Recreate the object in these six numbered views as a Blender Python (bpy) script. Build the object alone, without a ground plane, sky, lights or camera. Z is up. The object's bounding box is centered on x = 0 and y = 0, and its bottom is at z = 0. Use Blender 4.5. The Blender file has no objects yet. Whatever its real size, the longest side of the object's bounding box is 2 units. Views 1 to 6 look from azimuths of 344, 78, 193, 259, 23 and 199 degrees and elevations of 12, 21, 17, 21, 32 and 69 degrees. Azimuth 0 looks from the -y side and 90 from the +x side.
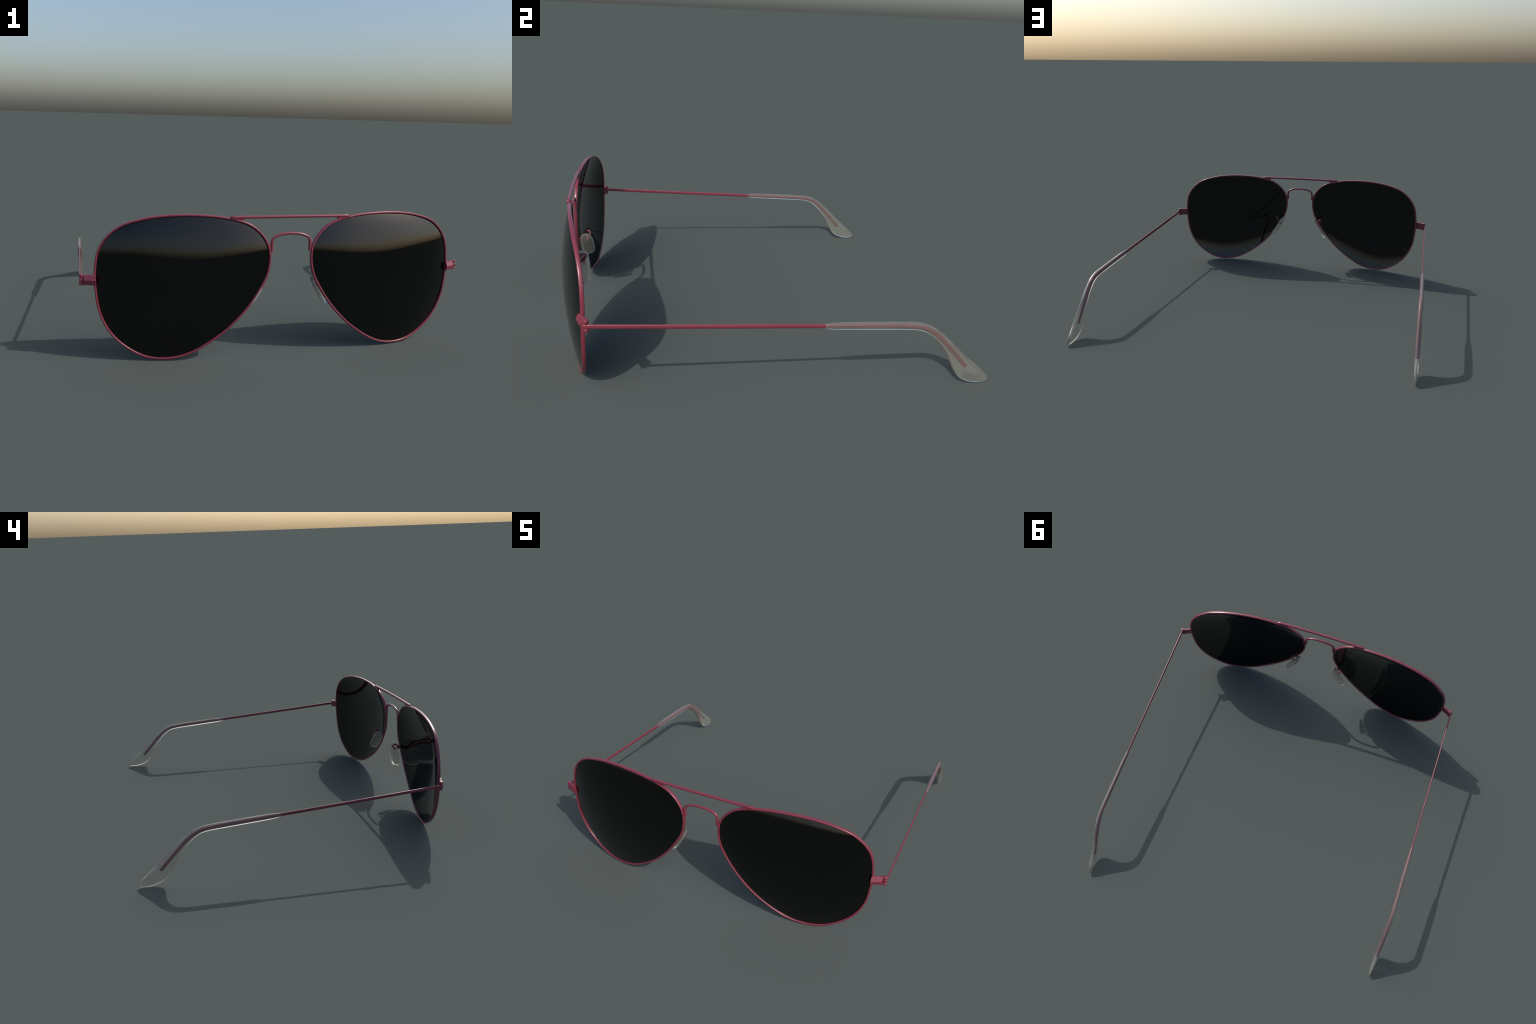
"""Aviator sunglasses: pink enamelled wire frame, black mirror lenses, clear plastic
temple tips and nose pads.  Frame: x across the face, -y forward, z up; symmetric in x."""
import bpy, math
import numpy as np
from mathutils import Vector

# ------------------------------------------------------------------ materials
def new_material(name):
    m = bpy.data.materials.new(name)
    m.use_nodes = True
    nt = m.node_tree
    return m, nt, nt.nodes["Principled BSDF"]

def noise_ramp(nt, scale, stops, detail=3.0):
    tc = nt.nodes.new("ShaderNodeTexCoord")
    no = nt.nodes.new("ShaderNodeTexNoise")
    no.inputs["Scale"].default_value = scale
    no.inputs["Detail"].default_value = detail
    nt.links.new(tc.outputs["Object"], no.inputs["Vector"])
    cr = nt.nodes.new("ShaderNodeValToRGB")
    cr.color_ramp.elements[0].position, cr.color_ramp.elements[0].color = 0.35, stops[0]
    cr.color_ramp.elements[1].position, cr.color_ramp.elements[1].color = 0.65, stops[1]
    nt.links.new(no.outputs["Fac"], cr.inputs["Fac"])
    return cr.outputs["Color"]

def mat_pink_metal():
    m, nt, b = new_material("pink_enamel_metal")
    nt.links.new(noise_ramp(nt, 9.0, ((0.160, 0.0255, 0.043, 1), (0.176, 0.0280, 0.047, 1))), b.inputs["Base Color"])
    nt.links.new(noise_ramp(nt, 5.0, ((0.285,) * 3 + (1,), (0.305,) * 3 + (1,))), b.inputs["Roughness"])
    b.inputs["Specular IOR Level"].default_value = 0.62
    return m

def mat_black_lens():
    m, nt, b = new_material("black_mirror_glass")
    nt.links.new(noise_ramp(nt, 3.0, ((0.0006, 0.0007, 0.0007, 1), (0.0010, 0.0010, 0.0010, 1))), b.inputs["Base Color"])
    b.inputs["Roughness"].default_value = 0.03
    b.inputs["IOR"].default_value = 1.5
    return m

def mat_clear_plastic():
    m, nt, b = new_material("clear_plastic")
    nt.links.new(noise_ramp(nt, 6.0, ((0.80, 0.785, 0.71, 1), (0.84, 0.825, 0.75, 1))), b.inputs["Base Color"])
    b.inputs["Roughness"].default_value = 0.0
    b.inputs["IOR"].default_value = 1.45
    b.inputs["Transmission Weight"].default_value = 0.905
    return m

PINK, BLACK, CLEAR = mat_pink_metal(), mat_black_lens(), mat_clear_plastic()

# ------------------------------------------------------------------ helpers
ROOT = bpy.data.objects.new("sunglasses", None)
bpy.context.scene.collection.objects.link(ROOT)
ROOT["label"] = "pink wire aviator sunglasses with black lenses, clear tips"
ROOT["category"] = "sunglasses"

def make(name, verts, faces, mat, parent=ROOT, side=1, smooth=True, sharp=35, bevel=0.0):
    """mesh object from a +x side description; side=-1 mirrors it.  Origin at its middle."""
    v = np.array(verts, float)
    if side < 0:
        v = v * [-1, 1, 1]
        faces = [tuple(reversed(f)) for f in faces]
    vol = sum(np.dot(v[f[0]], np.cross(v[f[i]], v[f[i + 1]])) for f in faces for i in range(1, len(f) - 1))
    if vol < 0:                          # closed solids: faces look outwards
        faces = [tuple(reversed(f)) for f in faces]
    c = (v.min(0) + v.max(0)) / 2
    me = bpy.data.meshes.new(name)
    me.from_pydata([tuple(p) for p in v - c], [], [tuple(map(int, f)) for f in faces])
    me.validate()
    me.materials.append(mat)
    ob = bpy.data.objects.new(name, me)
    bpy.context.scene.collection.objects.link(ob)
    ob.parent = parent
    ob.location = Vector(c) - world_loc(parent)
    ob["wloc"] = [float(t) for t in c]
    if bevel:
        md = ob.modifiers.new("edge_round", "BEVEL")
        md.width, md.segments, md.limit_method, md.angle_limit = bevel, 3, "ANGLE", math.radians(25)
        md.harden_normals = False
    if smooth:
        me.polygons.foreach_set("use_smooth", [True] * len(me.polygons))
        me.set_sharp_from_angle(angle=math.radians(sharp))
    return ob

def world_loc(ob):
    return Vector(ob["wloc"]) if "wloc" in ob.keys() else Vector((0, 0, 0))

def catmull_closed(c, n):
    c = np.asarray(c, float)
    if c.ndim == 1:
        c = c[:, None]
    t = (np.arange(n) / n)[None, :, None]
    p0, p1, p2, p3 = (np.roll(c, k, 0)[:, None] for k in (1, 0, -1, -2))
    q = 0.5 * (2 * p1 + (p2 - p0) * t + (2 * p0 - 5 * p1 + 4 * p2 - p3) * t ** 2 + (3 * p1 - p0 - 3 * p2 + p3) * t ** 3)
    return q.reshape(-1, c.shape[1])

def catmull_open(c, n):
    c = np.asarray(c, float)
    e = np.vstack([2 * c[0] - c[1], c, 2 * c[-1] - c[-2]])
    out = []
    for i in range(1, len(e) - 2):
        p0, p1, p2, p3 = e[i - 1:i + 3]
        for t in np.arange(n) / n:
            out.append(0.5 * (2 * p1 + (p2 - p0) * t + (2 * p0 - 5 * p1 + 4 * p2 - p3) * t ** 2 + (3 * p1 - p0 - 3 * p2 + p3) * t ** 3))
    out.append(c[-1])
    return np.array(out)

def superellipse(a, b, power, n):
    t = np.arange(n) * 2 * math.pi / n
    c, s = np.cos(t), np.sin(t)
    return np.stack([a * np.sign(c) * np.abs(c) ** (2 / power), b * np.sign(s) * np.abs(s) ** (2 / power)], 1)

def skin(rings, closed=False, caps=True):
    n, m = len(rings), len(rings[0])
    verts = np.concatenate(rings)
    faces = []
    for i in range(n if closed else n - 1):
        j = (i + 1) % n
        for k in range(m):
            l = (k + 1) % m
            faces.append((i * m + k, i * m + l, j * m + l, j * m + k))
    if not closed and caps:
        verts = np.vstack([verts, rings[0].mean(0), rings[-1].mean(0)])
        a, b = n * m, n * m + 1
        for k in range(m):
            l = (k + 1) % m
            faces.append((a, l, k))
            faces.append((b, (n - 1) * m + k, (n - 1) * m + l))
    return verts, faces

def sweep(path, depth_axis, section, closed=False, scale=None, round_end=0):
    """section axis 0 lies along depth_axis, axis 1 across it."""
    path = np.asarray(path, float)
    if closed:
        t = np.roll(path, -1, 0) - np.roll(path, 1, 0)
    else:
        t = np.gradient(path, axis=0)
    t /= np.linalg.norm(t, axis=1, keepdims=True)
    rings = []
    sc = np.ones(len(path)) if scale is None else scale
    for i, (p, q) in enumerate(zip(path, t)):
        d = np.asarray(depth_axis[i] if np.ndim(depth_axis) == 2 else depth_axis, float)
        d = d - q * (d @ q); d /= np.linalg.norm(d)
        w = np.cross(d, q)
        rings.append(p + sc[i] * (section[:, :1] * d + section[:, 1:] * w))
    return skin(rings, closed)

def capped_tube(path, depth_axis, section, start_round=0.0, end_round=0.0, n=6):
    """open sweep with domed ends: extra rings shrink along the end tangents."""
    path = np.asarray(path, float)
    sc = np.ones(len(path))
    def dome(p, d, r):
        a = np.linspace(0, math.pi / 2, n + 1)[1:]
        return [p + d * r * math.sin(x) for x in a], [max(math.cos(x), 0.03) for x in a]
    if start_round:
        d = path[0] - path[1]; d /= np.linalg.norm(d)
        q, s = dome(path[0], d, start_round)
        path, sc = np.vstack([q[::-1], path]), np.concatenate([s[::-1], sc])
    if end_round:
        d = path[-1] - path[-2]; d /= np.linalg.norm(d)
        q, s = dome(path[-1], d, end_round)
        path, sc = np.vstack([path, q]), np.concatenate([sc, s])
    return sweep(path, depth_axis, section, scale=sc)

def prism(ring_a, ring_b):
    """solid between two polygons with the same corner count."""
    a, b = np.array(ring_a, float), np.array(ring_b, float)
    n = len(a)
    faces = [(k, (k + 1) % n, n + (k + 1) % n, n + k) for k in range(n)]
    faces += [tuple(range(n))[::-1], tuple(range(n, 2 * n))]
    return np.vstack([a, b]), faces

def lathe_z(cx, cy, profile, n=32):
    """solid of revolution about a vertical axis; profile = [(radius, z), ...] from bottom to top."""
    t = np.arange(n) * 2 * math.pi / n
    rings = [np.stack([cx + r * np.cos(t), cy + r * np.sin(t), np.full(n, z)], 1) for r, z in profile]
    return skin(rings)

def rounded_drum(r, z0, z1, e):
    return [(r - e, z0), (r - 0.3 * e, z0 + 0.3 * e), (r, z0 + e), (r, z1 - e), (r - 0.3 * e, z1 - 0.3 * e), (r - e, z1)]

# ------------------------------------------------------------------ rim outline
# aviator teardrop: radius about (0.5, 0.33) every 15 degrees from the outer side, and
# the wrap (forward position) every 30 degrees
LENS_X, LENS_Z = 0.5, 0.33
RIM_R = [0.415, 0.432, 0.4515, 0.4399, 0.4055, 0.3808, 0.3721, 0.3816, 0.4088, 0.4452, 0.4466, 0.4015,
         0.3385, 0.2958, 0.2707, 0.2601, 0.2605, 0.2745, 0.3013, 0.3324, 0.3631, 0.383, 0.4002, 0.41]
RIM_Y = [-0.8332, -0.8301, -0.8671, -0.8957, -0.9152, -0.9302, -0.9384, -0.9366, -0.9265, -0.9081, -0.8751, -0.8463]
SEG = 288
rr = catmull_closed(RIM_R, SEG // 24)[:, 0]
ry = catmull_closed(RIM_Y, SEG // 12)[:, 0]
for _ in range(3):                       # ease the joints between spans
    rr = (np.roll(rr, 1) + 2 * rr + np.roll(rr, -1)) / 4
    ry = (np.roll(ry, 1) + 2 * ry + np.roll(ry, -1)) / 4
ang = np.arange(SEG) * 2 * math.pi / SEG
rim_u, rim_w = rr * np.cos(ang), rr * np.sin(ang)
RIM = np.stack([LENS_X + rr * np.cos(ang), ry, LENS_Z + rr * np.sin(ang)], 1)

# lens front: dome y(u, w), nearly spherical in the middle and rolling off towards the edge
DOME = {(0, 0): -0.9497, (0, 1): -0.0245, (1, 0): 0.1097, (0, 2): 0.3839, (1, 1): 0.0592, (2, 0): 0.3292,
        (0, 3): 0.1365, (1, 2): -0.2419, (2, 1): -0.4251, (3, 0): -0.0372, (0, 4): -0.5656, (1, 3): -0.0808,
        (2, 2): -0.3591, (3, 1): 0.5821, (4, 0): 0.3462, (0, 5): -0.6824, (1, 4): -0.4607, (2, 3): -0.9842,
        (3, 2): 0.1892, (4, 1): -0.0842, (5, 0): -0.1661, (0, 6): 7.1868, (1, 5): 5.2207, (2, 4): 11.5136,
        (3, 3): -2.375, (4, 2): 5.1124, (5, 1): 1.0583, (6, 0): 1.5103}
def dome(u, w):
    return sum(k * u ** i * w ** j for (i, j), k in DOME.items())

def build_rim(side):
    depth = np.array([-0.10, 1.0, 0.02])
    v, f = sweep(RIM, depth, superellipse(0.0088, 0.0057, 3.2, 20), closed=True)
    return make("rim", v, f, PINK, side=side, sharp=60)

def build_lens(side):
    u, w = RIM[:, 0] - LENS_X, RIM[:, 2] - LENS_Z
    rho = np.linspace(0, 1, 30)
    thick = 0.0060
    rings_f, rings_b = [], []
    for r in rho[1:]:
        y = dome(r * u, r * w)
        rings_f.append(np.stack([LENS_X + r * u, y, LENS_Z + r * w], 1))
        rings_b.append(np.stack([LENS_X + r * u, y + thick, LENS_Z + r * w], 1))
    m, n = SEG, len(rings_f)
    v = np.vstack(rings_f + rings_b[::-1] + [[[LENS_X, dome(0, 0), LENS_Z]], [[LENS_X, dome(0, 0) + thick, LENS_Z]]])
    f = []
    for i in range(2 * n - 1):
        for k in range(m):
            l = (k + 1) % m
            f.append((i * m + k, (i + 1) * m + k, (i + 1) * m + l, i * m + l))
    a, b = 2 * n * m, 2 * n * m + 1
    for k in range(m):
        l = (k + 1) % m
        f.append((a, k, l))
        f.append((b, (2 * n - 1) * m + l, (2 * n - 1) * m + k))
    return make("lens", v, f, BLACK, side=side, sharp=50)

# ------------------------------------------------------------------ brow bar and bridge
BAR_Y, BAR_Z = -0.9195, 0.6922
def build_brow_bar():
    xs = np.linspace(-0.297, 0.297, 25)
    bow = 1 - (xs / 0.297) ** 2           # bows forward a touch in the middle
    path = np.stack([xs, BAR_Y - 0.0043 * bow, BAR_Z + 0.0012 * bow], 1)
    v, f = capped_tube(path, (0, 1, 0), superellipse(0.0083, 0.0071, 2.8, 20), 0.003, 0.003, 3)
    bar = make("brow_bar", v, f, PINK, sharp=60)
    for s in (1, -1):                    # wedge feet soldered to the rims
        prof = [(0.298, 0.6950), (0.299, 0.687), (0.246, 0.6700), (0.232, 0.6890), (0.236, 0.6950)]
        a = [(x, BAR_Y - 0.0072, z) for x, z in prof]
        b = [(x, BAR_Y + 0.0072, z) for x, z in prof]
        v, f = prism(a, b)
        make("brow_bar_foot", v, f, PINK, parent=bar, side=s, smooth=False, bevel=0.002)

def build_bridge():
    half = [(0.0962, -0.9312, 0.5266), (0.0966, -0.9310, 0.5505), (0.0960, -0.9306, 0.5710), (0.0932, -0.9302, 0.5840),
            (0.0805, -0.9295, 0.5972), (0.0450, -0.9290, 0.6092)]
    ctrl = half + [(0, -0.9290, 0.6130)] + [(-x, y, z) for x, y, z in half[::-1]]
    path = catmull_open(ctrl, 8)
    v, f = capped_tube(path, (0, 1, 0), superellipse(0.0074, 0.0068, 2.3, 18), 0.0012, 0.0012, 2)
    br = make("bridge", v, f, PINK, sharp=60)
    for s in (1, -1):                    # solder web and pin between leg and rim
        prof = [(0.095, 0.527), (0.111, 0.532), (0.1075, 0.557), (0.0990, 0.5600), (0.095, 0.560)]
        v, f = prism([(x, -0.9355, z) for x, z in prof][::-1], [(x, -0.9265, z) for x, z in prof][::-1])
        make("bridge_solder", v, f, PINK, parent=br, side=s, smooth=False, bevel=0.0015)
        path = np.linspace((0.096, -0.931, 0.5685), (0.118, -0.931, 0.567), 4)
        v, f = sweep(path, (0, 1, 0), superellipse(0.0028, 0.0022, 2, 10))
        make("bridge_pin", v, f, PINK, parent=br, side=s, sharp=60)

# ------------------------------------------------------------------ nose pads
def build_nose_pad(side):
    top, bot = np.array((0.1245, -0.892, 0.3845)), np.array((0.2180, -0.883, 0.2360))
    mid, L = (top + bot) / 2, (bot - top) / 2
    hl = np.linalg.norm(L); L = L / hl
    W = np.array((0.013, 0.062, 0.0)); W -= L * (W @ L); hw = 0.0355; W /= np.linalg.norm(W)
    N = np.cross(L, W)                   # out of the pad face
    if N[0] > 0: N = -N                  # towards the nose
    nth, nph = 80, 36
    rings = []
    for i in range(1, nph):
        ph = -math.pi / 2 + math.pi * i / nph
        ring = []
        for k in range(nth):
            th = 2 * math.pi * k / nth
            ex = 2 / 2.9
            cl, sl = math.cos(th), math.sin(th)
            cp, sp = math.cos(ph), math.sin(ph)
            r = abs(cp) ** 0.55
            a = r * math.copysign(abs(cl) ** ex, cl)
            b = r * math.copysign(abs(sl) ** ex, sl)
            c = math.copysign(abs(sp) ** 0.8, sp)
            taper = 1.0 + 0.02 * a
            p = mid + L * (hl * a) + W * (hw * b * taper) + N * (0.0112 * c + 0.0055 * (1 - a * a) + 0.0008)
            ring.append(p)
        rings.append(np.array(ring))
    v, f = skin(rings)
    if np.dot(np.cross(L, W), N) < 0:
        f = [tuple(reversed(q)) for q in f]
    pad = make("nose_pad", v, f, CLEAR, side=side, sharp=80)
    ctrl = [(0.1530, -0.9290, 0.3480), (0.1560, -0.9180, 0.3490), (0.1700, -0.9120, 0.3500), (0.1800, -0.9060, 0.3610), (0.1825, -0.8970, 0.3760),
            (0.1810, -0.8880, 0.3845), (0.1770, -0.8760, 0.3830), (0.1715, -0.8690, 0.3730), (0.1665, -0.8760, 0.3580),
            (0.1570, -0.8960, 0.3360)]
    v, f = capped_tube(catmull_open(ctrl, 8), (0.8, 0.1, 0.6), superellipse(0.0050, 0.0050, 2, 14), 0, 0.003, 3)
    make("pad_arm", v, f, PINK, parent=pad, side=side, sharp=60)
    a = np.array((0.1500, -0.9200, 0.3620)); b = np.array((0.1530, -0.9130, 0.3430))
    v, f = capped_tube(np.linspace(a, b, 4), (0, 1, 0), superellipse(0.0070, 0.0056, 3, 14), 0.002, 0.002, 2)
    make("pad_arm_weld", v, f, PINK, parent=pad, side=side, sharp=60)

# ------------------------------------------------------------------ hinge and temple
BX, BY = 0.9788, -0.8130
def build_end_piece(side):
    inner = [(0.9155, -0.8480, 0.4187), (0.9155, -0.8580, 0.3960), (0.9155, -0.8515, 0.3728), (0.9200, -0.8325, 0.3715), (0.9200, -0.8315, 0.4200)]
    outer = [(x + 0.0540, y + 0.0250, z) for x, y, z in inner]
    v, f = prism(inner[::-1], outer[::-1])
    ep = make("end_piece", v, f, PINK, side=side, smooth=False, bevel=0.0015)
    for z0, z1 in ((0.4060, 0.4218), (0.3690, 0.3838)):
        v, f = lathe_z(BX, BY, rounded_drum(0.0112, z0, z1, 0.0028))
        make("hinge_knuckle", v, f, PINK, parent=ep, side=side, sharp=70)
        # web that ties the knuckle to the end piece
        v, f = prism([(0.966, -0.826, z0 + 0.001), (0.977, -0.822, z0 + 0.001), (0.975, -0.804, z0 + 0.001), (0.966, -0.808, z0 + 0.001)],
                     [(0.966, -0.826, z1 - 0.0015), (0.977, -0.822, z1 - 0.0015), (0.975, -0.804, z1 - 0.0015), (0.966, -0.808, z1 - 0.0015)])
        make("hinge_web", v, f, PINK, parent=ep, side=side, smooth=False, bevel=0.001)
    for x, y, z in ((BX, BY, 0.4213), (0.9420, -0.8310, 0.4195)):
        v, f = lathe_z(x, y, [(0.0055, z - 0.003), (0.0055, z + 0.0007), (0.0046, z + 0.0016), (0.0030, z + 0.0019)], 20)
        sc = make("screw", v, f, PINK, parent=ep, side=side, sharp=40)

# centre line of the temple wire in side view (y, z) and the clear tip's upper/lower outline
WIRE = [(-0.8215, 0.3957), (-0.55, 0.3790), (-0.20, 0.3585), (0.1525, 0.3385), (0.352, 0.3275), (0.496, 0.3180), (0.570, 0.3105),
        (0.608, 0.3005), (0.648, 0.2800), (0.691, 0.2458), (0.736, 0.1990), (0.782, 0.1490), (0.831, 0.0950)]
TIP = [  # upper y, z, lower y, z, half thickness
    (0.1530, 0.3478, 0.1522, 0.3290, 0.0062), (0.1650, 0.3497, 0.1630, 0.3245, 0.0080), (0.2100, 0.3508, 0.2050, 0.3190, 0.0105),
    (0.2800, 0.3485, 0.2780, 0.3140, 0.0120), (0.3860, 0.3429, 0.3840, 0.3073, 0.0124), (0.4940, 0.3364, 0.4900, 0.3008, 0.0126),
    (0.5600, 0.3317, 0.5500, 0.2965, 0.0128), (0.6050, 0.3225, 0.5880, 0.2895, 0.0130), (0.6443, 0.3066, 0.6151, 0.2782, 0.0133),
    (0.6859, 0.2775, 0.6483, 0.2545, 0.0136), (0.7292, 0.2413, 0.6834, 0.2206, 0.0138), (0.7742, 0.1984, 0.7164, 0.1784, 0.0138),
    (0.8200, 0.1547, 0.7415, 0.1402, 0.0138), (0.8662, 0.1124, 0.7585, 0.1062, 0.0136), (0.9129, 0.0714, 0.7796, 0.0716, 0.0130),
    (0.9417, 0.0439, 0.8042, 0.0404, 0.0115), (0.9563, 0.0237, 0.8353, 0.0190, 0.0092), (0.9580, 0.0120, 0.8690, 0.0075, 0.0064),
    (0.9500, 0.0040, 0.9018, 0.0010, 0.0034)]
TEMPLE_X, TIP_X = 0.9855, 0.9862

def build_temple(side):
    c = catmull_open(WIRE, 8)
    x = TEMPLE_X + (TIP_X - TEMPLE_X) * np.clip((c[:, 0] + 0.8) / 0.95, 0, 1)
    path = np.stack([x, c[:, 0], c[:, 1]], 1)
    v, f = capped_tube(path, (1, 0, 0), superellipse(0.0045, 0.0094, 2.6, 18), 0.002, 0.006, 5)
    tm = make("temple", v, f, PINK, side=side, sharp=60)
    v, f = lathe_z(BX, BY, rounded_drum(0.0110, 0.3848, 0.4045, 0.0015))
    make("hinge_knuckle", v, f, PINK, parent=tm, side=side, sharp=70)
    st = catmull_open(TIP, 6)
    sec = superellipse(1, 1, 2.5, 36)
    rings = []
    for uy, uz, ly, lz, t in st:
        mid = np.array(((uy + ly) / 2, (uz + lz) / 2)); d = np.array((uy - ly, uz - lz)) / 2
        rings.append(np.stack([TIP_X + t * sec[:, 0], mid[0] + d[0] * sec[:, 1], mid[1] + d[1] * sec[:, 1]], 1))
    v, f = skin(rings)
    make("temple_tip", v, [tuple(reversed(q)) for q in f], CLEAR, parent=tm, side=side, sharp=70)

for s in (1, -1):
    build_rim(s)
    build_lens(s)
    build_nose_pad(s)
    build_end_piece(s)
    build_temple(s)
build_brow_bar()
build_bridge()

for ob in bpy.data.objects:
    if "wloc" in ob.keys():
        del ob["wloc"]
